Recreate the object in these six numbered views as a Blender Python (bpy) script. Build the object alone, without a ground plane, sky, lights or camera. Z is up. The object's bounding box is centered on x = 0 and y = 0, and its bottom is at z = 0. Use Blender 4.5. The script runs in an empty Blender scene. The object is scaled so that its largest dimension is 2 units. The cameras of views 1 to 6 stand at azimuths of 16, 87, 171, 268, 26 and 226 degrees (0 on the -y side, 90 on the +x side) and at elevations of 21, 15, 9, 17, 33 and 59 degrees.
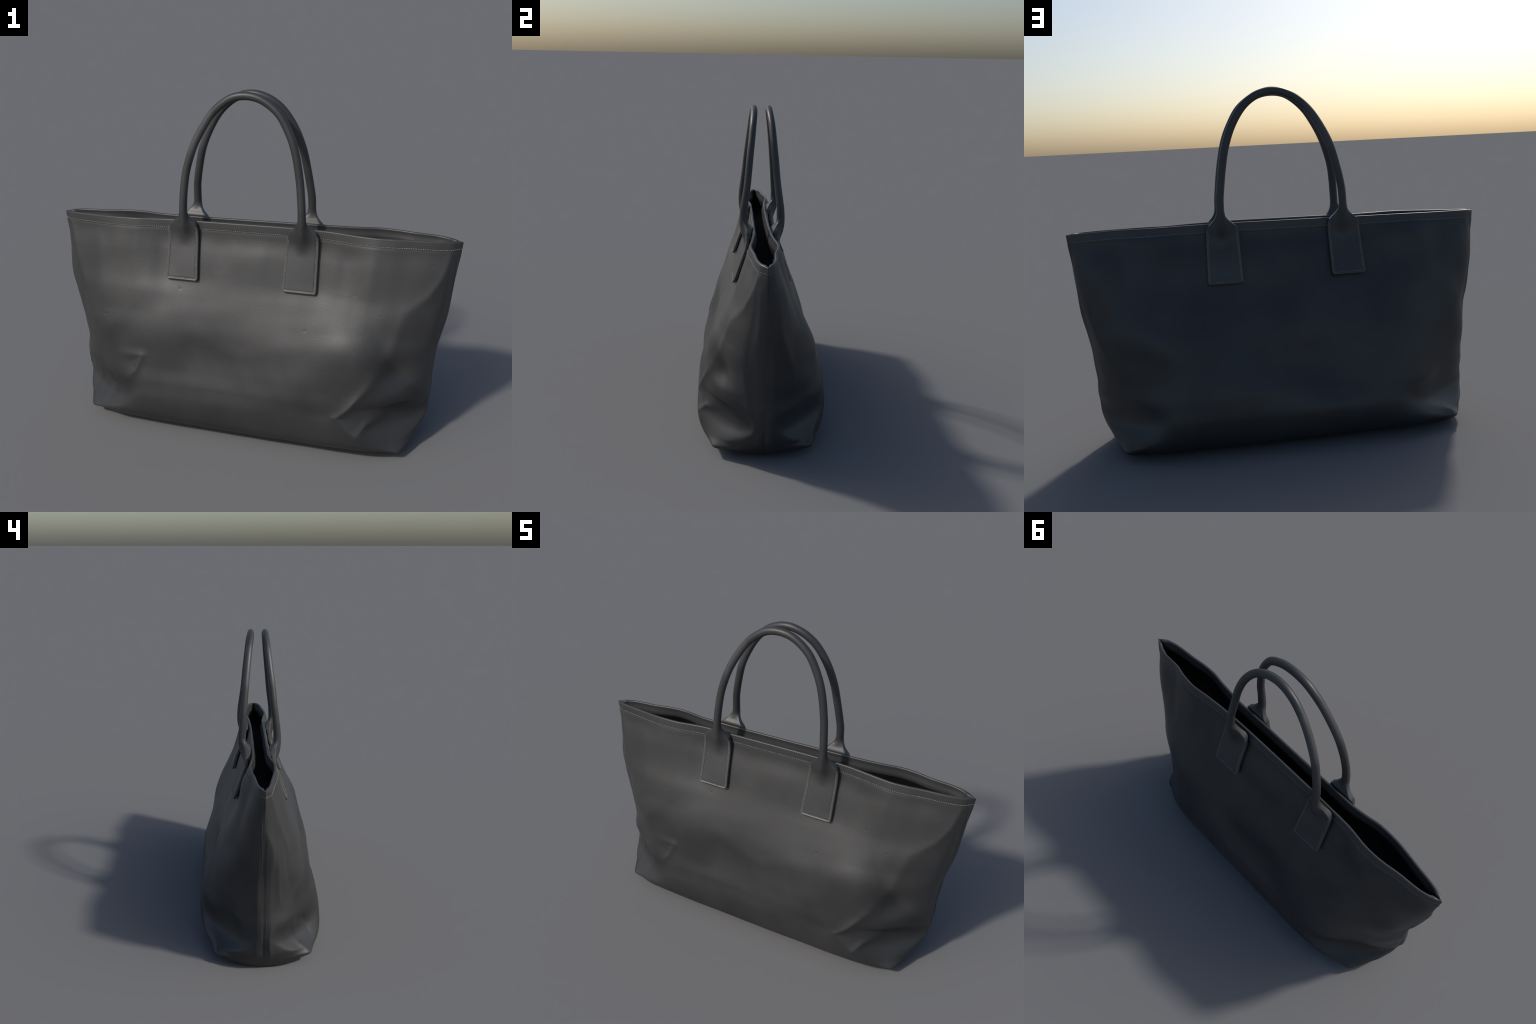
"""Soft dark-grey leather tote bag: two big panels sewn at the ends, a stitched
top hem, two rolled handles that flatten into stitched tabs."""
import bpy
import math
import numpy as np

rng = np.random.default_rng(7)

# ---------------------------------------------------------------- curves


def key(z, table):
    """Smooth monotone (Fritsch-Carlson) interpolation through (z, value) keys."""
    t = np.array(sorted(table), float)
    x, y = t[:, 0], t[:, 1]
    z = np.clip(np.asarray(z, float), x[0], x[-1])
    h = np.diff(x)
    d = np.diff(y) / h
    m = np.zeros(len(x))
    m[0], m[-1] = d[0], d[-1]
    for i in range(1, len(x) - 1):
        if d[i - 1] * d[i] > 0:
            w1, w2 = 2 * h[i] + h[i - 1], h[i] + 2 * h[i - 1]
            m[i] = (w1 + w2) / (w1 / d[i - 1] + w2 / d[i])
    k = np.clip(np.searchsorted(x, z, side="right") - 1, 0, len(x) - 2)
    s = (z - x[k]) / h[k]
    return ((1 + 2 * s) * (1 - s) ** 2 * y[k] + s * (1 - s) ** 2 * h[k] * m[k]
            + s * s * (3 - 2 * s) * y[k + 1] + s * s * (s - 1) * h[k] * m[k + 1])


def smooth(a, b, v):
    s = np.clip((np.asarray(v, float) - a) / (b - a), 0, 1)
    return s * s * (3 - 2 * s)


def spline(points, n):
    """Catmull-Rom through 3D control points, resampled evenly to n points."""
    P = np.array(points, float)
    P = np.vstack([2 * P[0] - P[1], P, 2 * P[-1] - P[-2]])
    out = []
    for i in range(1, len(P) - 2):
        s = np.linspace(0, 1, 40, endpoint=False)[:, None]
        a, b, c, d = P[i - 1], P[i], P[i + 1], P[i + 2]
        out.append(0.5 * (2 * b + (c - a) * s + (2 * a - 5 * b + 4 * c - d) * s ** 2 + (3 * b - a - 3 * c + d) * s ** 3))
    out = np.vstack(out + [P[-2][None]])
    return resample(out, n)


def resample(P, n):
    L = np.concatenate([[0], np.cumsum(np.linalg.norm(np.diff(P, axis=0), axis=1))])
    q = np.linspace(0, L[-1], n)
    return np.stack([np.interp(q, L, P[:, k]) for k in range(P.shape[1])], 1)


# ---------------------------------------------------------------- bag proportions (metres)
RIM_Z = 1.046
HEM = 0.035            # height of the stitched hem
WALL = 0.014           # leather + lining
N = 460                # columns per panel
R = 300                # rows up the wall

# half length of the bag at each height (side seams), right and left end
SEAM_RIGHT = [(0.0, .828), (.05, .858), (.10, .884), (.15, .905), (.20, .921), (.28, .928), (.36, .917), (.47, .921),
              (.57, .937), (.68, .960), (.80, .976), (.92, .990), (1.05, 1.002)]
SEAM_LEFT = [(0.0, .850), (.05, .876), (.10, .902), (.15, .915), (.20, .930), (.28, .936), (.36, .930), (.47, .930),
             (.57, .940), (.64, .957), (.72, .972), (.89, .991), (1.05, 1.001)]
# depth of each panel at the middle of the bag
DEPTH_FRONT = [(0.0, .279), (.03, .306), (.06, .325), (.10, .338), (.15, .343), (.20, .345), (.28, .338), (.36, .318), (.45, .288), (.53, .255),
               (.61, .214), (.70, .168), (.78, .129), (.90, .086), (.985, .058), (1.05, .048)]
DEPTH_BACK = [(0.0, .266), (.03, .290), (.06, .312), (.10, .332), (.15, .345), (.20, .350), (.28, .343), (.36, .322), (.45, .290), (.53, .255),
              (.61, .214), (.70, .168), (.78, .130), (.90, .086), (.985, .058), (1.05, .048)]
# squareness of the plan outline at each height, for the four corners
SQUARE_FR = [(0.0, 44), (.025, 24), (.055, 14), (.10, 8.0), (.15, 5.5), (.25, 3.5), (.45, 3.6), (.60, 4.6), (.80, 5.0), (1.05, 5)]
SQUARE_FL = [(0.0, 44), (.025, 24), (.055, 14), (.10, 8.0), (.15, 5.5), (.25, 3.8), (.45, 4.0), (.60, 4.6), (.80, 5.0), (1.05, 5)]
SQUARE_BR = [(0.0, 44), (.025, 24), (.055, 14), (.10, 8.0), (.15, 5.5), (.25, 3.8), (.45, 3.6), (.60, 4.4), (.80, 5.0), (1.05, 5)]
SQUARE_BL = [(0.0, 44), (.025, 24), (.055, 14), (.10, 8.0), (.15, 5.5), (.25, 3.8), (.45, 3.8), (.60, 4.4), (.80, 5.0), (1.05, 5)]
# pinched box corners: the flat facet from each corner point up to the panel and to the end seam
FACETS = [((.786, -.243, .052), (.62, -.318, .142), (.900, -.055, .205)), ((-.790, -.248, .058), (-.575, -.325, .150), (-.915, -.038, .200)),
          ((.782, .240, .050), (.62, .325, .145), (.905, .060, .200)), ((-.790, .246, .063), (-.565, .330, .150), (-.915, .042, .200))]
# plan outline of the mouth: pinched at the handles, bulging beyond them
MOUTH_FRONT = [(-1, 0), (-.95, .027), (-.84, .047), (-.67, .067), (-.58, .069), (-.48, .057), (-.39, .050), (-.2, .050),
               (.05, .050), (.37, .050), (.46, .056), (.55, .062), (.63, .069), (.69, .068), (.77, .061), (.86, .055), (.95, .036), (1, 0)]
MOUTH_BACK = [(-1, 0), (-.95, .029), (-.85, .045), (-.79, .050), (-.70, .057), (-.6, .056), (-.47, .050), (-.36, .050), (-.2, .046),
              (.0, .046), (.2, .047), (.38, .053), (.53, .064), (.63, .074), (.71, .068), (.79, .054), (.87, .052), (.95, .034), (1, 0)]
MOUTH_Z_FRONT = [(-1, 1.034), (-.8, 1.038), (-.62, 1.043), (-.4, 1.046), (0, 1.051), (.2, 1.053), (.4, 1.050), (.58, 1.043), (.8, 1.045), (1, 1.043)]
MOUTH_Z_BACK = [(-1, 1.034), (-.76, 1.037), (-.38, 1.042), (0, 1.047), (.36, 1.051), (.74, 1.051), (1, 1.042)]
SEAM_Y = [(0, .003), (.5, .0), (1.05, -.002)]


def plan_curve(side, z):
    """Outline of one panel at nominal height z, from left seam to right seam: N+1 points (x, y)."""
    th = np.linspace(math.pi, 0, 2400)
    c, s = np.cos(th), np.sin(th)
    sq_l, sq_r = (SQUARE_FL, SQUARE_FR) if side < 0 else (SQUARE_BL, SQUARE_BR)
    p = np.where(c < 0, key(z, sq_l), key(z, sq_r))
    u = np.sign(c) * np.abs(c) ** (2 / p)
    q = 2 + 8 * (1 - smooth(0.0, 0.07, z))
    Y = np.abs(s) ** (2 / q)
    # the long bottom edges bow outward between the box corners
    Y = Y * (1 - .10 * (1 - smooth(0, .09, z)) * np.minimum(np.abs(u), 1) ** 3)
    xl, xr = float(key(z, SEAM_LEFT)), float(key(z, SEAM_RIGHT))
    x = np.where(u < 0, u * xl * (1 - .066 * (1 - smooth(.03, .14, z)) * np.minimum(Y, 1) ** 2), u * xr * (1 - .044 * (1 - smooth(.03, .14, z)) * np.minimum(Y, 1) ** 2))
    D = float(key(z, DEPTH_FRONT if side < 0 else DEPTH_BACK))
    mouth = key(u, MOUTH_FRONT if side < 0 else MOUTH_BACK) / 0.05
    w = smooth(.60, 1.00, z)
    # the fullness beyond the handles hangs lower and wider than the lip itself
    w2 = smooth(.62, .86, z) * (1 - smooth(.93, 1.04, z))
    belly = np.exp(-((np.abs(u) - .62) / .17) ** 2)
    y = D * ((1 - w) * Y + w * mouth) + .010 * w2 * belly * ((u < 0) if side > 0 else 0)
    ys = float(key(z, SEAM_Y))
    return resample(np.stack([x, ys + side * y], 1), N + 1)


def build_wall():
    """Outer wall as a grid: rows 0..R (bottom edge to rim), columns 0..2N-1 round the bag."""
    zs = np.concatenate([np.linspace(0, .12, 60, endpoint=False), np.linspace(.12, RIM_Z, R - 59)])
    G = np.zeros((R + 1, 2 * N, 3))
    for r, z in enumerate(zs):
        f, b = plan_curve(-1, z), plan_curve(1, z)
        loop = np.vstack([f[:-1], b[::-1][:-1]])
        G[r, :, :2] = loop
        G[r, :, 2] = z
    # heights of the bottom edge: box corners stand a little off the ground
    bx, by = G[0, :, 0], G[0, :, 1]
    end = smooth(.60, .79, np.abs(bx))
    across = np.abs(by) / .24
    z0 = .030 + .006 * np.abs(bx) + end * (.016 * np.minimum(across, 1) ** 2 - np.where(bx < 0, .026, .010) * (1 - np.minimum(across, 1) ** 2))
    z0 = np.maximum(z0, .004)
    u = np.clip(G[R, :, 0], -1, 1)
    z1 = np.where(np.arange(2 * N) < N, key(u, MOUTH_Z_FRONT), key(u, MOUTH_Z_BACK))
    t = (zs / RIM_Z)[:, None]
    G[:, :, 2] += z0 * (1 - t) ** 9 + (z1 - RIM_Z)[None, :] * t ** 3
    return G


def grid_normals(G):
    du = np.roll(G, -1, 1) - np.roll(G, 1, 1)
    dv = np.gradient(G, axis=0)
    n = np.cross(du, dv)
    n /= np.linalg.norm(n, axis=2, keepdims=True) + 1e-12
    return n


def near_segment(P, a, b):
    a, b = np.array(a, float), np.array(b, float)
    ab = b - a
    s = np.clip(((P - a) @ ab) / (ab @ ab), 0, 1)
    return np.linalg.norm(P - a - s[..., None] * ab, axis=-1), s


def fold(G, path, width, height, sharp=.6, taper=True):
    """A soft ridge (height > 0) or groove (height < 0) that follows a path on the leather."""
    best = np.full(G.shape[:2], 9.0)
    along = np.zeros(G.shape[:2])
    n = len(path) - 1
    for i in range(n):
        d, s = near_segment(G, path[i], path[i + 1])
        m = d < best
        best = np.where(m, d, best)
        along = np.where(m, (i + s) / n, along)
    fade = np.sin(np.pi * np.clip(along * .86 + .07, 0, 1)) ** .7 if taper else 1
    soft = np.exp(-(best / width) ** 2)
    keen = np.exp(.25 - np.sqrt((best / (width * .55)) ** 2 + .0625))
    return height * fade * ((1 - sharp) * soft + sharp * keen)


def dent(G, centre, radii, depth):
    d = (G - np.array(centre)) / np.array(radii)
    return depth * np.exp(-(d ** 2).sum(-1))


def even_out(f, rows, cols):
    """Average a field over the wall grid (twice), so that neighbouring forms run into one another."""
    for _ in range(2):
        f = sum(np.roll(f, k, 1) for k in range(-cols, cols + 1)) / (2 * cols + 1)
        p = np.pad(f, ((rows, rows), (0, 0)), mode="edge")
        f = sum(p[k:k + len(f)] for k in range(2 * rows + 1)) / (2 * rows + 1)
    return f


def ripples(G, scale, seed):
    """Low smooth unevenness: a sum of random plane waves."""
    r = np.random.default_rng(seed)
    out = np.zeros(G.shape[:2])
    for _ in range(14):
        k = r.normal(size=3)
        k = k / np.linalg.norm(k) * (2 * math.pi / scale) * r.uniform(.6, 1.5)
        out += np.sin(G @ k + r.uniform(0, 6.28))
    return out / 14 ** .5


def pinch_corners(G):
    """Fold the leather flat across each box corner, leaving the corner itself as a sharp ear."""
    for c, a, b in FACETS:
        c, a, b = np.array(c), np.array(a), np.array(b)
        n = np.cross(a - c, b - c)
        n /= np.linalg.norm(n)
        if n @ np.array([c[0], c[1], 0]) < 0:
            n = -n
        d = (G - c) @ n
        over = (.5 * (d + np.sqrt(d * d + .016 ** 2)) - .0015) * .88
        here = (G[:, :, 0] * c[0] > 0) & (G[:, :, 1] * c[1] > -.01)
        w = here * (1 - smooth(.18, .28, G[:, :, 2])) * smooth(.45, .60, np.abs(G[:, :, 0]))
        G = G - n * (np.maximum(over, 0) * w)[..., None]
        # the corner point itself is drawn out into a little ear
        ear = np.array([np.sign(c[0]) * .013, np.sign(c[1]) * .014, -.003])
        G = G + ear * np.exp(-(np.linalg.norm(G - c, axis=2) / .034) ** 1.4)[..., None]
    # relax the leather over the facets, but keep the base edge and the ears
    keep = np.ones(G.shape[:2])
    for c, a, b in FACETS:
        keep *= 1 - .9 * np.exp(-(np.linalg.norm(G - np.array(c), axis=2) / .030) ** 2)
    row = np.arange(len(G))[:, None]
    w = (keep * smooth(0, 14, row) * (1 - smooth(.22, .34, G[:, :, 2])) * smooth(.45, .60, np.abs(G[:, :, 0])))[1:-1, :, None]
    for _ in range(60):
        mean = (np.roll(G, 1, 1)[1:-1] + np.roll(G, -1, 1)[1:-1] + G[2:] + G[:-2]) / 4
        G[1:-1] += .8 * w * (mean - G[1:-1])
    return G


def crease_and_sag(G):
    n = grid_normals(G)
    z = G[:, :, 2]
    h = np.zeros(G.shape[:2])
    # end seams: a sunk strip between two soft pipes
    seg = np.linalg.norm(np.roll(G, -1, 1) - G, axis=2)
    arc = np.cumsum(seg, axis=1) - seg
    total = seg.sum(1, keepdims=True)
    d_left = np.minimum(arc, total - arc)
    d_right = np.abs(arc - arc[:, N:N + 1])
    live = smooth(.02, .12, z) * (1 - smooth(.90, 1.0, z))
    for d in (d_left, d_right):
        h += live * (.0030 * np.exp(-((d - .034) / .016) ** 2) - .0042 * np.exp(-(d / .008) ** 2))
    FOLDS(G, h)
    # the stitches sink a fine line below the doubled edge
    below = z[R][None, :] - z
    h -= .0010 * np.exp(-((below - HEM) / .0045) ** 2)
    calm = smooth(.0, .10, z) * (1 - smooth(.93, 1.0, z))
    h += calm * (.0012 * ripples(G, .34, 3) + .0005 * ripples(G, .15, 5))
    return G + n * h[..., None]


# broad hollows (negative) and fullness (positive): centre x, y, z, spread along x and z, amount
FULLNESS_FRONT = [(-.48, -.30, .36, .10, .09, -.011), (-.46, -.17, .73, .10, .06, .008), (.78, -.20, .43, .05, .05, -.022), (.70, -.25, .34, .05, .05, .012),
                  (-.14, -.29, .44, .27, .13, -.039), (-.38, -.25, .50, .14, .13, .008), (.30, -.31, .34, .12, .08, .007), (.66, -.28, .19, .10, .06, .012), (-.12, -.30, .29, .32, .12, -.020), (-.80, -.20, .20, .13, .08, -.022), (-.81, -.20, .37, .13, .14, -.050),
                  (-.74, -.24, .24, .12, .08, -.020), (-.77, -.17, .50, .07, .07, .022), (.68, -.18, .69, .06, .06, .012),
                  (.57, -.23, .54, .17, .16, .034), (.73, -.23, .46, .06, .05, -.014), (.76, -.21, .24, .08, .05, -.010), (-.55, -.18, .66, .18, .12, .011),
                  (.80, -.19, .26, .13, .08, -.044), (.79, -.18, .33, .09, .05, .026), (-.74, -.16, .68, .08, .10, .014), (0, -.10, .86, .30, .10, .005),
                  (-.90, -.06, .84, .07, .11, .007), (.62, -.09, .985, .13, .05, .016), (-.62, -.09, .985, .13, .05, .015), (.78, -.15, .71, .06, .08, .018)]
FULLNESS_BACK = [(-.75, .21, .42, .06, .05, -.012), (-.12, .30, .42, .22, .13, -.055), (-.25, .32, .30, .22, .07, -.020), (.06, .27, .43, .08, .07, -.010),
                 (.80, .21, .27, .14, .12, -.050), (.90, .06, .42, .06, .12, .004),
                 (-.81, .22, .29, .16, .13, -.056), (-.76, .21, .23, .12, .08, -.024), (-.90, .07, .46, .07, .12, .008),
                 (0, .09, .87, .28, .10, .022), (-.21, .14, .75, .12, .07, .016), (-.58, .16, .70, .15, .10, .018),
                 (.65, .19, .61, .15, .12, .042), (.56, .26, .49, .09, .07, .014), (.91, .05, .83, .07, .12, .009), (.80, .12, .78, .07, .10, .014),
                 (-.90, .05, .88, .08, .13, .018), (-.83, .13, .61, .08, .07, .014), (-.82, .17, .47, .06, .06, -.014), (-.93, .08, .59, .05, .09, -.020), (-.62, .07, .97, .13, .07, .026), (.64, .08, .98, .12, .05, .013),
                 (-.65, .26, .37, .08, .06, -.008), (.76, .19, .34, .06, .06, .012), (.58, .30, .22, .06, .06, .010),
                 (.58, .27, .50, .06, .06, .008), (.19, .26, .50, .10, .09, -.014), (-.96, .03, .69, .05, .08, -.007), (.27, .10, .88, .10, .09, .010), (-.61, .09, .97, .10, .05, .007),
                 (-.72, .15, .75, .07, .07, .009), (-.78, .20, .24, .10, .08, -.008)]


# little nicks and pinch marks in the front leather: position and depth
MARKS = [(-.318, -.16, .731, -.003), (.324, -.22, .611, -.0035), (.643, -.28, .280, -.004), (-.713, -.20, .568, -.004), (-.700, -.20, .553, -.002),
         (.800, -.17, .603, -.004), (.815, -.165, .598, -.002), (.671, -.19, .709, -.003), (-.432, -.32, .236, -.002), (.877, -.08, .941, -.003),
         (.543, -.165, .787, -.003), (.624, -.22, .543, -.003), (-.70, -.19, .60, -.003), (.860, -.13, .655, -.003)]


FLUTES_FRONT = [(-.50, .74, .0045, .035), (-.60, .76, -.004, .04), (-.12, .82, -.003, .05), (.08, .78, .0035, .05), (.50, .78, -.004, .04), (.62, .76, .004, .05), (-.78, .74, .004, .04)]
FLUTES_BACK = [(.50, .76, .004, .04), (.64, .74, -.005, .05), (.80, .76, .004, .04), (.02, .78, -.004, .06), (.14, .80, .0035, .05), (-.16, .78, .003, .05), (-.50, .78, -.0045, .05), (-.66, .74, .004, .05), (-.80, .78, -.003, .04)]


def skin_at(x):
    return -.058 - .014 * math.exp(-((abs(x) - .62) / .12) ** 2)


def FOLDS(G, h):
    front = G[:, :, 1] < 0.02
    back = ~front
    # ---- broad sags and fullness of the slack leather
    for side_mask, spots in ((front, FULLNESS_FRONT), (back, FULLNESS_BACK)):
        form = np.zeros(G.shape[:2])
        for x, y, z, rx, rz, a in spots:
            form += side_mask * dent(G, (x, y, z), (rx, .30, rz), a)
        h += even_out(form, 9, 9)
    # ---- right end, front side: the long fold running down from the mouth corner, and its curl at the bottom
    h += front * fold(G, [(.95, -.045, .98), (.926, -.073, .89), (.879, -.111, .807), (.783, -.168, .728), (.757, -.184, .66),
                          (.735, -.22, .56), (.691, -.26, .49), (.641, -.278, .394), (.56, -.306, .29), (.50, -.317, .235),
                          (.56, -.317, .17), (.62, -.311, .135)], .032, .016, .8)
    h += front * dent(G, (.750, -.235, .455), (.06, .12, .075), -.012)
    h += front * dent(G, (.650, -.257, .272), (.06, .12, .030), -.010)
    h += front * fold(G, [(.595, -.315, .145), (.635, -.279, .203), (.70, -.218, .228), (.785, -.153, .243), (.871, -.09, .258), (.883, -.072, .32)], .022, .013)
    h += front * fold(G, [(.880, -.100, .49), (.882, -.081, .38), (.889, -.065, .297), (.903, -.05, .238), (.901, -.053, .178), (.867, -.107, .125)], .022, .011, .75)
    # ---- left end, front side
    h += front * fold(G, [(-.975, -.020, 1.02), (-.948, -.046, .954), (-.937, -.074, .87), (-.905, -.10, .78), (-.86, -.125, .70)], .032, .014, .75)
    h += front * fold(G, [(-.984, -.01, .82), (-.966, -.04, .725), (-.951, -.046, .633)], .022, .010, .75)
    h += front * fold(G, [(-.86, -.14, .40), (-.833, -.144, .30), (-.761, -.169, .25), (-.700, -.227, .21), (-.69, -.27, .17), (-.72, -.28, .12)], .026, -.009)
    h += front * fold(G, [(-.77, -.155, .345), (-.64, -.24, .385), (-.491, -.282, .400), (-.515, -.31, .333), (-.566, -.307, .275)], .026, .010)
    h += front * fold(G, [(-.60, -.28, .27), (-.70, -.24, .26), (-.79, -.18, .245), (-.81, -.19, .16), (-.80, -.235, .08)], .024, .010, .75)
    h += front * fold(G, [(-.909, -.046, .34), (-.917, -.047, .271), (-.925, -.03, .205), (-.919, -.028, .165), (-.896, -.037, .105)], .019, .012, .75)
    h += front * fold(G, [(-.955, -.060, .74), (-.93, -.075, .60), (-.915, -.085, .48), (-.90, -.09, .38)], .020, .007, .6)
    h += front * fold(G, [(-.93, -.085, .80), (-.89, -.115, .70), (-.875, -.13, .56), (-.85, -.15, .46)], .024, -.006, .4)
    h += front * fold(G, [(.935, -.045, .80), (.915, -.065, .66), (.90, -.08, .54)], .022, -.006, .4)
    # ---- back: softer folds beside the seams and over the box corners
    h += back * fold(G, [(-.968, .030, .70), (-.948, .036, .58), (-.935, .032, .47), (-.918, .034, .34)], .022, .006)
    h += back * fold(G, [(-.651, .30, .145), (-.742, .267, .115), (-.80, .235, .07)], .026, .006)
    h += back * fold(G, [(.62, .30, .16), (.74, .262, .11), (.795, .238, .06)], .026, .006)
    h += back * fold(G, [(.965, .025, .80), (.945, .035, .62), (.925, .045, .45), (.905, .05, .30)], .022, .005)
    h += back * fold(G, [(.955, .035, .90), (.93, .06, .72), (.88, .10, .58), (.84, .14, .45)], .03, .007)
    # ---- shallow flutes hanging from the hem
    for x, zl, a, wd in FLUTES_FRONT:
        h += front * fold(G, [(x, skin_at(x), .985), (x * .985, skin_at(x) - .02, .90), (x * .97, skin_at(x) - .065, zl)], wd, a * .9, 0)
    for x, zl, a, wd in FLUTES_BACK:
        h += back * fold(G, [(x, -skin_at(x), .985), (x * .985, .02 - skin_at(x), .90), (x * .97, .065 - skin_at(x), zl)], wd, a, 0)
    # ---- small scuffs and pinch marks
    for x, y, z, a in MARKS:
        h += front * dent(G, (x, y, z), (.008, .05, .005), a * .28)


# ---------------------------------------------------------------- mesh helpers


def mesh_object(name, verts, faces, mats, parent=None, smooth_shade=True, normals=None):
    me = bpy.data.meshes.new(name)
    me.from_pydata([tuple(map(float, v)) for v in verts], [], [tuple(map(int, f)) for f in faces])
    me.update()
    if smooth_shade:
        me.polygons.foreach_set("use_smooth", np.ones(len(me.polygons), bool))
    for m in mats if isinstance(mats, (list, tuple)) else [mats]:
        me.materials.append(m)
    if normals is not None:
        me.normals_split_custom_set_from_vertices([tuple(map(float, v)) for v in normals])
    ob = bpy.data.objects.new(name, me)
    bpy.context.collection.objects.link(ob)
    if parent is not None:
        ob.parent = parent
    return ob


def vertex_normals(V, F):
    n = np.zeros_like(V)
    F = np.asarray(F)
    a = np.cross(V[F[:, 2]] - V[F[:, 0]], V[F[:, 3]] - V[F[:, 1]])
    for k in range(4):
        np.add.at(n, F[:, k], a)
    return n / (np.linalg.norm(n, axis=1, keepdims=True) + 1e-15)


def cut_out(name, V, F, nrm, pick, mat, parent):
    """Take some faces of a smooth whole as an object of their own, keeping the whole's normals."""
    F = F[pick]
    used, inv = np.unique(F, return_inverse=True)
    quads = inv.reshape(F.shape)
    faces = []
    for q in quads:
        f = list(dict.fromkeys(q))
        if len(f) > 2:
            faces.append(f)
    return mesh_object(name, V[used], faces, mat, parent, True, nrm[used])


# ---------------------------------------------------------------- materials


def node(nt, kind, **kw):
    n = nt.nodes.new(kind)
    for k, v in kw.items():
        if k in n.inputs.keys() if isinstance(k, str) else False:
            n.inputs[k].default_value = v
        else:
            setattr(n, k, v)
    return n


def leather(name, dark, light, rough=.5, grain=.10, painted_sheen=None):
    m = bpy.data.materials.new(name)
    m.use_nodes = True
    nt = m.node_tree
    L = nt.links.new
    b = nt.nodes["Principled BSDF"]
    co = nt.nodes.new("ShaderNodeTexCoord")
    cloud = node(nt, "ShaderNodeTexNoise", Scale=3.2, Detail=3.0, Roughness=.55)
    fine = node(nt, "ShaderNodeTexNoise", Scale=60.0, Detail=4.0, Roughness=.6)
    L(co.outputs["Object"], cloud.inputs["Vector"])
    L(co.outputs["Object"], fine.inputs["Vector"])
    ramp = nt.nodes.new("ShaderNodeValToRGB")
    ramp.color_ramp.elements[0].position = .36
    ramp.color_ramp.elements[1].position = .66
    ramp.color_ramp.elements[0].color = (*dark, 1)
    ramp.color_ramp.elements[1].color = (*light, 1)
    L(cloud.outputs["Fac"], ramp.inputs["Fac"])
    colour = ramp.outputs["Color"]
    if painted_sheen:
        # reflected light painted into the leather colour as a paler zone with a ragged edge
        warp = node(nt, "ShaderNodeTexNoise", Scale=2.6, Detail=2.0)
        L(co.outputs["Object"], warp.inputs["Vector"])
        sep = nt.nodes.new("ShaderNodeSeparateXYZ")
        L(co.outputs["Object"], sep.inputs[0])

        def calc(op, a, b=None):
            n = node(nt, "ShaderNodeMath", operation=op)
            for k, v in enumerate((a, b)):
                if v is None:
                    continue
                if isinstance(v, (int, float)):
                    n.inputs[k].default_value = v
                else:
                    L(v, n.inputs[k])
            return n.outputs[0]
        ax = calc("ABSOLUTE", calc("SUBTRACT", sep.outputs["X"], painted_sheen["x"]))
        dz = calc("SUBTRACT", sep.outputs["Z"], painted_sheen["z"])
        if "rz" in painted_sheen:
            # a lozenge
            d = calc("ADD", calc("DIVIDE", ax, painted_sheen["rx"]), calc("DIVIDE", calc("ABSOLUTE", dz), painted_sheen["rz"]))
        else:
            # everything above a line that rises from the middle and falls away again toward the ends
            line = calc("SUBTRACT", calc("MULTIPLY", ax, painted_sheen["rise"]), calc("MULTIPLY", calc("MAXIMUM", calc("SUBTRACT", ax, painted_sheen["turn"]), 0.0), painted_sheen["fall"]))
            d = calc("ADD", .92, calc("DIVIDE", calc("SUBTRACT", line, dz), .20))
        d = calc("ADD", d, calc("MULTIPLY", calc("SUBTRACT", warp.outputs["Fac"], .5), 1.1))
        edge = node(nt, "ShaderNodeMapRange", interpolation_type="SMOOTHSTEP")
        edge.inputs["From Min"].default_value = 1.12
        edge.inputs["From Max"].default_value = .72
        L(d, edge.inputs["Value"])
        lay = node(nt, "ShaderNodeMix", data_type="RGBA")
        lay.inputs["B"].default_value = (*painted_sheen["colour"], 1)
        L(calc("MULTIPLY", edge.outputs["Result"], painted_sheen["amount"]), lay.inputs["Factor"])
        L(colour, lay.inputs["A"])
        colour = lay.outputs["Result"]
    mul = node(nt, "ShaderNodeMix", data_type="RGBA", blend_type="MULTIPLY")
    mul.inputs["Factor"].default_value = .35
    r2 = nt.nodes.new("ShaderNodeValToRGB")
    r2.color_ramp.elements[0].color = (.72, .72, .72, 1)
    r2.color_ramp.elements[1].color = (1.15, 1.15, 1.15, 1)
    L(fine.outputs["Fac"], r2.inputs["Fac"])
    L(colour, mul.inputs["A"])
    L(r2.outputs["Color"], mul.inputs["B"])
    L(mul.outputs["Result"], b.inputs["Base Color"])
    b.inputs["Roughness"].default_value = rough
    b.inputs["Specular IOR Level"].default_value = .5
    pebble = node(nt, "ShaderNodeTexVoronoi", Scale=170.0)
    L(co.outputs["Object"], pebble.inputs["Vector"])
    bump = nt.nodes.new("ShaderNodeBump")
    bump.inputs["Strength"].default_value = grain
    bump.inputs["Distance"].default_value = .0015
    L(pebble.outputs["Distance"], bump.inputs["Height"])
    L(bump.outputs["Normal"], b.inputs["Normal"])
    return m


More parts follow.
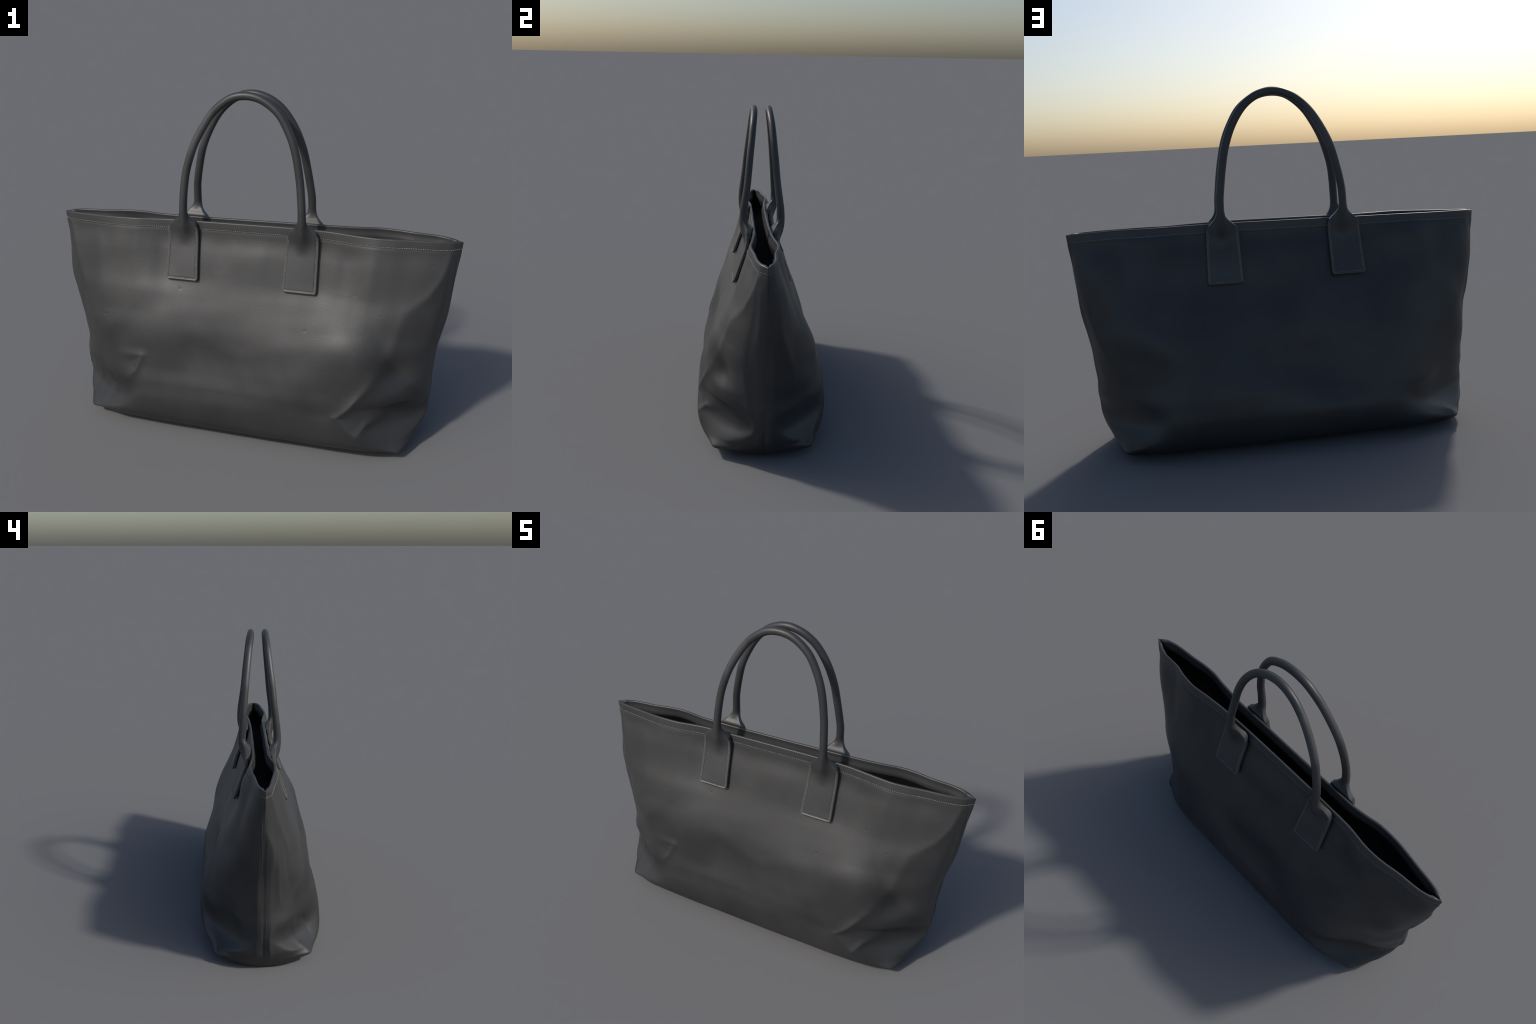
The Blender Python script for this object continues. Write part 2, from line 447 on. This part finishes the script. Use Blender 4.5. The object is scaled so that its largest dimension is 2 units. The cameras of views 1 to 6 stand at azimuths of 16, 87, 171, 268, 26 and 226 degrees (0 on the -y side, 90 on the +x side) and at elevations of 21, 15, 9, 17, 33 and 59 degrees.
def plain(name, colour, rough=.8):
    m = bpy.data.materials.new(name)
    m.use_nodes = True
    nt = m.node_tree
    b = nt.nodes["Principled BSDF"]
    co = nt.nodes.new("ShaderNodeTexCoord")
    no = node(nt, "ShaderNodeTexNoise", Scale=40.0, Detail=3.0)
    nt.links.new(co.outputs["Object"], no.inputs["Vector"])
    ramp = nt.nodes.new("ShaderNodeValToRGB")
    ramp.color_ramp.elements[0].position = .3
    ramp.color_ramp.elements[1].position = .7
    ramp.color_ramp.elements[0].color = (*[c * .7 for c in colour], 1)
    ramp.color_ramp.elements[1].color = (*[c * 1.25 for c in colour], 1)
    nt.links.new(no.outputs["Fac"], ramp.inputs["Fac"])
    nt.links.new(ramp.outputs["Color"], b.inputs["Base Color"])
    b.inputs["Roughness"].default_value = rough
    b.inputs["Specular IOR Level"].default_value = .2
    return m


LEATHER = leather("charcoal_leather", (.0235, .0237, .0242), (.0345, .0345, .0348), .44)
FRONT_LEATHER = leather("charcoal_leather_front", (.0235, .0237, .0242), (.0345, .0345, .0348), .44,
                        painted_sheen=dict(x=.03, z=.49, rise=.28, turn=.58, fall=1.5, amount=.62, colour=(.0475, .0470, .0465)))  # upper front and ends tinted paler for the light baked into the scan
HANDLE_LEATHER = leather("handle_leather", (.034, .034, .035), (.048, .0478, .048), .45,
                         painted_sheen=dict(x=-.21, z=1.49, rx=.13, rz=.17, amount=.55, colour=(.082, .081, .085)))  # glare patch coloured onto one side of each handle arch
EDGE_LEATHER = leather("rubbed_edge_leather", (.066, .065, .060), (.098, .096, .087), .5)
LINING = plain("black_lining", (.006, .006, .006), .9)
THREAD = plain("grey_thread", (.20, .195, .175), .8)

# ---------------------------------------------------------------- the bag body
bag = bpy.data.objects.new("tote_bag", None)
bpy.context.collection.objects.link(bag)
bag["label"] = "slouchy dark grey leather tote with two rolled handles"
bag["category"] = "tote bag"

wall = crease_and_sag(pinch_corners(build_wall()))
nrm = grid_normals(wall)
C = 2 * N

# rim: a rounded fold from the outer wall over to the lining
LIP = 8
inward = -nrm[R].copy()
inward[:, 2] = 0
inward /= np.linalg.norm(inward, axis=1, keepdims=True) + 1e-9
# at the two mouth corners the lip closes up to a point
tip = np.minimum(np.abs(wall[R, :, 0] - wall[R, 0, 0]), np.abs(wall[R, :, 0] - wall[R, N, 0]))
room = np.clip(np.abs(wall[R, :, 1]) * .75 + .001, 0, WALL) * smooth(-.004, .012, tip)
END_WALL = 1 - .014 * smooth(.88, 1.0, np.abs(wall[R, :, 0]))     # thickness of the closed mouth corners
lip_rows = []
for k in range(1, LIP + 1):
    a = math.pi * k / LIP
    off = room * (1 - math.cos(a)) / 2
    up = room * .5 * math.sin(a)
    row = wall[R] + inward * off[:, None]
    row[:, 0] *= 1 - (1 - END_WALL) * (1 - math.cos(a)) / 2
    row[:, 2] += np.maximum(up, .0035 * math.sin(a))
    lip_rows.append(row)
# lining: the wall again, one leather thickness inside
IN_ROWS = 20
inner = []
src = np.linspace(R - 1, int(np.searchsorted(wall[:, N // 2, 2], .945)), IN_ROWS)
for s in src:
    i = int(s)
    f = s - i
    row = wall[i] * (1 - f) + wall[min(i + 1, R)] * f
    n2 = nrm[i].copy()
    n2[:, 2] *= .3
    n2 /= np.linalg.norm(n2, axis=1, keepdims=True) + 1e-9
    # the turned-in facing is padded: it thickens below the lip
    padded = WALL + .015 * smooth(0, .45, (R - s) / (R - src[-1]))
    row = row - n2 * np.clip(np.abs(row[:, 1]) * .70 + .001, 0, padded)[:, None]
    row[:, 0] *= END_WALL
    inner.append(row)


def floor_rings(edge, n, z_to, half):
    rings = []
    spine = np.stack([np.clip(edge[:, 0] * .8, -half, half), np.zeros(C), np.full(C, z_to)], 1)
    for k in range(1, n + 1):
        s = k / n
        row = edge * (1 - s) + spine * s
        row[:, 2] = z_to + (edge[:, 2] - z_to) * max(0.0, 1 - s / .45) ** 2
        rings.append(row)
    return rings


outer_floor = floor_rings(wall[0], 26, .0, .62)
inner_floor = floor_rings(inner[-1], 14, .910, .80)
stack = outer_floor[::-1] + list(wall) + lip_rows + inner + inner_floor
V = np.vstack(stack)
rows = len(stack)
c = np.arange(C)
quads, band = [], []
b0 = len(outer_floor)
for r in range(rows - 1):
    a, b = r * C, (r + 1) * C
    quads.append(np.stack([a + c, a + (c + 1) % C, b + (c + 1) % C, b + c], 1))
    band.append(np.full(C, r))
F = np.vstack(quads)
band = np.concatenate(band)
col = np.tile(c, rows - 1)
VN = vertex_normals(V, F)

zs_nom = wall[:, N // 2, 2]
hem_row = int(np.searchsorted(zs_nom, zs_nom[-1] - HEM)) + b0
rim_row = b0 + R + LIP
facing_row = rim_row + 9
front_col = col < N
cut_out("base_panel", V, F, VN, band < b0, LEATHER, bag)
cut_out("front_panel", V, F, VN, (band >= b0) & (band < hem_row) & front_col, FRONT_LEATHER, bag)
cut_out("back_panel", V, F, VN, (band >= b0) & (band < hem_row) & ~front_col, LEATHER, bag)
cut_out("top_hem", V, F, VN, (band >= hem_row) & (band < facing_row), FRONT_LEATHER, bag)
cut_out("lining", V, F, VN, band >= facing_row, LINING, bag)

# ---------------------------------------------------------------- looking up the leather surface
QX = np.linspace(-.95, .95, 381)
QZ = np.linspace(.10, 1.03, 280)
SURF = {}
for side in (-1, 1):
    part = wall[:, 0:N + 1] if side < 0 else np.concatenate([wall[:, N:], wall[:, :1]], 1)[:, ::-1]
    yy = np.array([np.interp(QX, row[:, 0], row[:, 1]) for row in part])
    zz = np.array([np.interp(QX, row[:, 0], row[:, 2]) for row in part])
    SURF[side] = np.array([np.interp(QZ, zz[:, i], yy[:, i]) for i in range(len(QX))])


def skin_y(side, x, z):
    x = np.clip((np.asarray(x, float) - QX[0]) / (QX[1] - QX[0]), 0, len(QX) - 1.001)
    z = np.clip((np.asarray(z, float) - QZ[0]) / (QZ[1] - QZ[0]), 0, len(QZ) - 1.001)
    i, j = x.astype(int), z.astype(int)
    fx, fz = x - i, z - j
    T = SURF[side]
    return (T[i, j] * (1 - fx) + T[i + 1, j] * fx) * (1 - fz) + (T[i, j + 1] * (1 - fx) + T[i + 1, j + 1] * fx) * fz


# ---------------------------------------------------------------- stitches


def stitch_mesh(name, runs, length, thick, parent, mat):
    """Many small thread stitches lying along runs of (points, normals)."""
    Vs, Fs = [], []
    ring = np.array([(math.cos(a), math.sin(a)) for a in np.linspace(0, 2 * math.pi, 6, endpoint=False)])
    prof = [(-.5, .35), (-.32, .9), (0, 1.0), (.32, .9), (.5, .35)]
    for P, Nn in runs:
        for p, t, n in P_T_N(P, Nn, length):
            bi = np.cross(t, n)
            base = len(Vs)
            ln = length * .72 * rng.uniform(.85, 1.1)
            for s, w in prof:
                for a, b in ring:
                    Vs.append(p + t * s * ln + (bi * a + n * b) * thick * w)
            k = len(ring)
            for i in range(len(prof) - 1):
                for j in range(k):
                    Fs.append((base + i * k + j, base + i * k + (j + 1) % k, base + (i + 1) * k + (j + 1) % k, base + (i + 1) * k + j))
    ob = mesh_object(name, Vs, Fs, mat, parent)
    ob["kind"] = "stuff"
    return ob


def P_T_N(P, Nn, step):
    L = np.concatenate([[0], np.cumsum(np.linalg.norm(np.diff(P, axis=0), axis=1))])
    for q in np.arange(step / 2, L[-1], step):
        p = np.array([np.interp(q, L, P[:, k]) for k in range(3)])
        p2 = np.array([np.interp(q + step * .3, L, P[:, k]) for k in range(3)])
        p1 = np.array([np.interp(q - step * .3, L, P[:, k]) for k in range(3)])
        n = np.array([np.interp(q, L, Nn[:, k]) for k in range(3)])
        t = p2 - p1
        t /= np.linalg.norm(t) + 1e-12
        n = n - t * (n @ t)
        n /= np.linalg.norm(n) + 1e-12
        yield p, t, n


hr = hem_row - b0
loop = np.vstack([wall[hr], wall[hr][:1]])
ln = np.vstack([nrm[hr], nrm[hr][:1]])
stitch_mesh("hem_stitching", [(loop + ln * .0006, ln)], .0105, .0020, bag, THREAD)
seam_runs = []
for cc in (3, C - 3, N - 3, N + 3):
    i = np.arange(12, hr)
    seam_runs.append((wall[i, cc] + nrm[i, cc] * .0003, nrm[i, cc]))
SEAM_THREAD = plain("dark_thread", (.085, .082, .074), .8)
stitch_mesh("seam_stitching", seam_runs, .0095, .0013, bag, SEAM_THREAD)

# ---------------------------------------------------------------- handles
RADIUS = .0190
# centre line of each handle above its tabs; z runs from tab top, over the arch, to the other tab
ARCH_FRONT = [(-.308, -.098, 1.118), (-.306, -.0955, 1.166), (-.302, -.0895, 1.224), (-.292, -.080, 1.303), (-.272, -.073, 1.377),
              (-.247, -.066, 1.444), (-.211, -.058, 1.512), (-.168, -.051, 1.576), (-.118, -.046, 1.624), (-.066, -.043, 1.655),
              (-.006, -.042, 1.665), (.055, -.043, 1.656), (.111, -.046, 1.627), (.159, -.051, 1.584), (.196, -.057, 1.523),
              (.225, -.064, 1.457), (.245, -.071, 1.383), (.262, -.080, 1.285), (.270, -.0895, 1.215), (.275, -.096, 1.166), (.277, -.099, 1.118)]
ARCH_BACK = [(-.304, .098, 1.118), (-.303, .096, 1.166), (-.300, .092, 1.210), (-.285, .085, 1.295), (-.259, .076, 1.397),
             (-.216, .066, 1.491), (-.165, .056, 1.570), (-.106, .047, 1.626), (-.053, .042, 1.654), (-.006, .040, 1.664),
             (.040, .040, 1.660), (.096, .043, 1.638), (.152, .050, 1.591), (.204, .058, 1.511), (.241, .068, 1.414),
             (.263, .078, 1.310), (.279, .092, 1.205), (.283, .0965, 1.166), (.284, .099, 1.118)]
TAB_X = {(-1, -1): (-.321, -.310), (-1, 1): (.2785, .280), (1, -1): (-.310, -.311), (1, 1): (.2785, .282)}
TAB_BOTTOM = {(-1, -1): .779, (-1, 1): .774, (1, -1): .786, (1, 1): .782}
TAB_TOP = 1.043
TAB_T = .0098         # half thickness
RING = 160


# how the flat tab gathers into the round handle: narrowing, and leaving the bag wall
GATHER = [(0, 0), (.08, .09), (.20, .30), (.36, .56), (.54, .78), (.74, .93), (1, 1)]
LIFT_INSIDE = [(0, 0), (.25, .08), (.5, .45), (.8, .93), (1, 1)]
LIFT = [(0, 0), (.2, .35), (.45, .80), (.7, .97), (1, 1)]


def ring_shape(w, t, p):
    a = np.linspace(0, 2 * math.pi, 1441)
    s, c = np.sin(a), np.cos(a)
    # p < 0 would be round; large p squares the outline off
    x = np.sign(s) * np.abs(s) ** (2 / p) * w
    y = np.sign(c) * np.abs(c) ** (2 / p) * t
    P = resample(np.stack([x, y], 1), RING + 1)[:-1]
    return P


def handle(side, arch):
    path = spline(arch, 150)
    tang = np.gradient(path, axis=0)
    tang /= np.linalg.norm(tang, axis=1, keepdims=True)
    out0 = np.array([0, float(side), 0])
    rings = []
    circle = ring_shape(RADIUS, RADIUS * .98, 2)
    kind = []

    def tab_rings(end):
        """From the bottom edge of a tab up to the start of the round handle."""
        got, margins = [], []
        top_x, bot_x = TAB_X[(side, end)]
        zb = TAB_BOTTOM[(side, end)]
        pe = path[0] if end < 0 else path[-1]
        corner = .014
        zs = np.concatenate([zb + corner * (1 - np.cos(np.linspace(0, math.pi / 2, 9))), np.linspace(zb + corner, TAB_TOP - .004, 60)[1:]])
        for z in zs:
            f = (z - zb) / (TAB_TOP - zb)
            xc = bot_x + (top_x - bot_x) * f
            w = .0835 + (.0770 - .0835) * f
            dz = max(0.0, corner - (z - zb))
            w = w - corner + math.sqrt(max(corner ** 2 - dz ** 2, 0))
            t = TAB_T * (.35 + .65 * min(1, (z - zb) / .006) ** .5)
            # shoulders round off at the top
            ds = max(0.0, z - (TAB_TOP - .034)) / .034
            w *= 1 - .05 * ds ** 2
            P = ring_shape(w, t, 7)
            x = xc + P[:, 0]
            ys = skin_y(side, x, min(z, 1.0))
            if z > 1.0:
                ys = ys + side * (z - 1.0) * .02
            hump = .040 * smooth(.93, 1.10, z) * np.exp(-((x - pe[0]) / .030) ** 2)
            # the tab's upper part is pulled off the wall by the handle
            ys = ys + side * .005 * smooth(.90, 1.05, z)
            # a rounded welt along the border, with the stitches sunk in a channel inside it
            edge_d = np.minimum(w - np.abs(P[:, 0]), (z - zb) + .001)
            outer = P[:, 1] > 0
            welt = .0022 * np.exp(-((edge_d - .005) / .0035) ** 2) - .0014 * np.exp(-((edge_d - .0115) / .0030) ** 2)
            welt = welt * (1 - smooth(TAB_TOP - .05, TAB_TOP - .02, z))
            y = ys + side * (TAB_T + .003) + side * P[:, 1] + side * hump * (P[:, 1] > -t * .8) + side * welt * outer
            got.append(np.stack([x, y, np.full(RING, z)], 1))
            margins.append(edge_d)
        # flare: flat tab gathers into the round handle
        last = got[-1]
        lc = last.mean(0)
        start = np.stack([pe[0] + circle[:, 0], pe[1] + side * circle[:, 1] * 1.16, np.full(RING, pe[2])], 1)
        nfl = 40
        for k in range(1, nfl):
            s = k / nfl
            z = last[0, 2] + (pe[2] - last[0, 2]) * s
            g = float(key(s, GATHER))
            e = float(key(s, LIFT))
            row = np.empty_like(last)
            row[:, 0] = last[:, 0] * (1 - g) + start[:, 0] * g
            inner_side = circle[:, 1] < 0
            ey = np.where(inner_side, float(key(s, LIFT_INSIDE)), e)
            # only the middle swells out into the neck; the shoulders stay in the plane of the tab
            near = np.exp(-((row[:, 0] - pe[0]) / .034) ** 2)
            ey = ey * (1 - (1 - near) * (1 - smooth(.45, .95, s)))
            row[:, 1] = last[:, 1] * (1 - ey) + start[:, 1] * ey
            # the web behind the neck laps over the rim
            tuck = .018 * math.exp(-((s - .06) / .24) ** 2)
            row[:, 1] -= side * tuck * inner_side * (np.abs(circle[:, 0]) < RADIUS * 2)
            row[:, 2] = z
            got.append(row)
        return got, margins

    a, margins_a = tab_rings(-1)
    b, margins_b = tab_rings(1)
    b = b[::-1]
    margins_b = [np.roll(m[::-1], 1) for m in margins_b[::-1]]
    mid = []
    for p, t in zip(path, tang):
        o = out0 - t * (out0 @ t)
        o /= np.linalg.norm(o)
        w = np.cross(o, t) * side
        # keep the ring's sideways axis running the same way as on the tabs at the left leg
        # the roll is a little deeper than wide where it meets the tabs
        deep = 1 + .16 * math.exp(-((p[2] - 1.10) / .09) ** 2)
        mid.append(p + circle[:, :1] * (-w) + circle[:, 1:] * deep * o)
    # right leg hangs down: its rings run the other way round
    b = [np.roll(r[::-1], 1, axis=0) for r in b]
    if np.linalg.norm(mid[0] - a[-1]) > np.linalg.norm(np.roll(mid[0][::-1], 1, axis=0) - a[-1]):
        mid = [np.roll(r[::-1], 1, axis=0) for r in mid]
    stack = a + mid + b
    # ease the leather from tab to neck so that no step is left
    S = np.array(stack)
    r = np.arange(len(S))
    ease = np.maximum(np.exp(-((r - (len(a) - 36)) / 13.0) ** 2), np.exp(-((r - (len(S) - len(b) + 35)) / 13.0) ** 2))[:, None, None]
    for _ in range(40):
        S[1:-1] += .5 * ease[1:-1] * ((S[2:] + S[:-2]) / 2 - S[1:-1])
    stack = list(S)
    V = np.vstack(stack)
    nr = len(stack)
    c = np.arange(RING)
    F = np.vstack([np.stack([r * RING + c, r * RING + (c + 1) % RING, (r + 1) * RING + (c + 1) % RING, (r + 1) * RING + c], 1) for r in range(nr - 1)])
    ringno = np.repeat(np.arange(nr - 1), RING)
    # caps at the two tab bottoms
    caps = []
    for r in (0, nr - 1):
        for k in range(RING // 2 - 1):
            caps.append([r * RING + k, r * RING + k + 1, r * RING + RING - 2 - k, r * RING + RING - 1 - k])
    F = np.vstack([F, np.array(caps)])
    ringno = np.concatenate([ringno, np.repeat([0, nr - 2], RING // 2 - 1)])
    n = vertex_normals(V, F)
    if (n[nr // 2 * RING] @ out0) < 0:
        F = F[:, ::-1]
        n = -n
    cutA, cutB = len(a) - 41, nr - 1 - (len(b) - 41)
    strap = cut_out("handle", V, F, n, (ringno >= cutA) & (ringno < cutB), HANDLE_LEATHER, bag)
    depth_in = np.concatenate(margins_a + [np.full(RING, 1.0)] * (nr - len(margins_a) - len(margins_b)) + margins_b)
    rim_face = depth_in[F].max(1) < .0095
    for part in (ringno < cutA, ringno >= cutB):
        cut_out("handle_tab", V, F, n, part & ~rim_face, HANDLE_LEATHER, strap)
        cut_out("tab_edge", V, F, n, part & rim_face, EDGE_LEATHER, strap)
    # stitching round three sides of each tab
    runs = []
    for end in (-1, 1):
        top_x, bot_x = TAB_X[(side, end)]
        zb = TAB_BOTTOM[(side, end)]
        inset = .011
        z_hi = TAB_TOP - .03
        corner = []
        def edge(sx, z):
            f = (z - zb) / (TAB_TOP - zb)
            return bot_x + (top_x - bot_x) * f + sx * (.0835 - .0065 * f - inset)
        zz = np.linspace(z_hi, zb + inset + .006, 40)
        left = [(edge(-1, z), z) for z in zz]
        right = [(edge(1, z), z) for z in zz[::-1]]
        arcL = [(edge(-1, zb + inset) + .006 * (1 - math.cos(a)), zb + inset + .006 * (1 - math.sin(a))) for a in np.linspace(0, math.pi / 2, 6)]
        arcR = [(2 * (bot_x) - x, z) for x, z in arcL[::-1]]
        xz = np.array(left + arcL + arcR + right)
        y = skin_y(side, xz[:, 0], np.minimum(xz[:, 1], 1.0)) + side * (2 * TAB_T + .0024 + .005 * smooth(.90, 1.05, xz[:, 1]))
        runs.append((np.stack([xz[:, 0], y, xz[:, 1]], 1), np.tile(out0, (len(xz), 1))))
    stitch_mesh("tab_stitching", runs, .0098, .0019, strap, THREAD)
    return strap


handle(-1, ARCH_FRONT)
handle(1, ARCH_BACK)
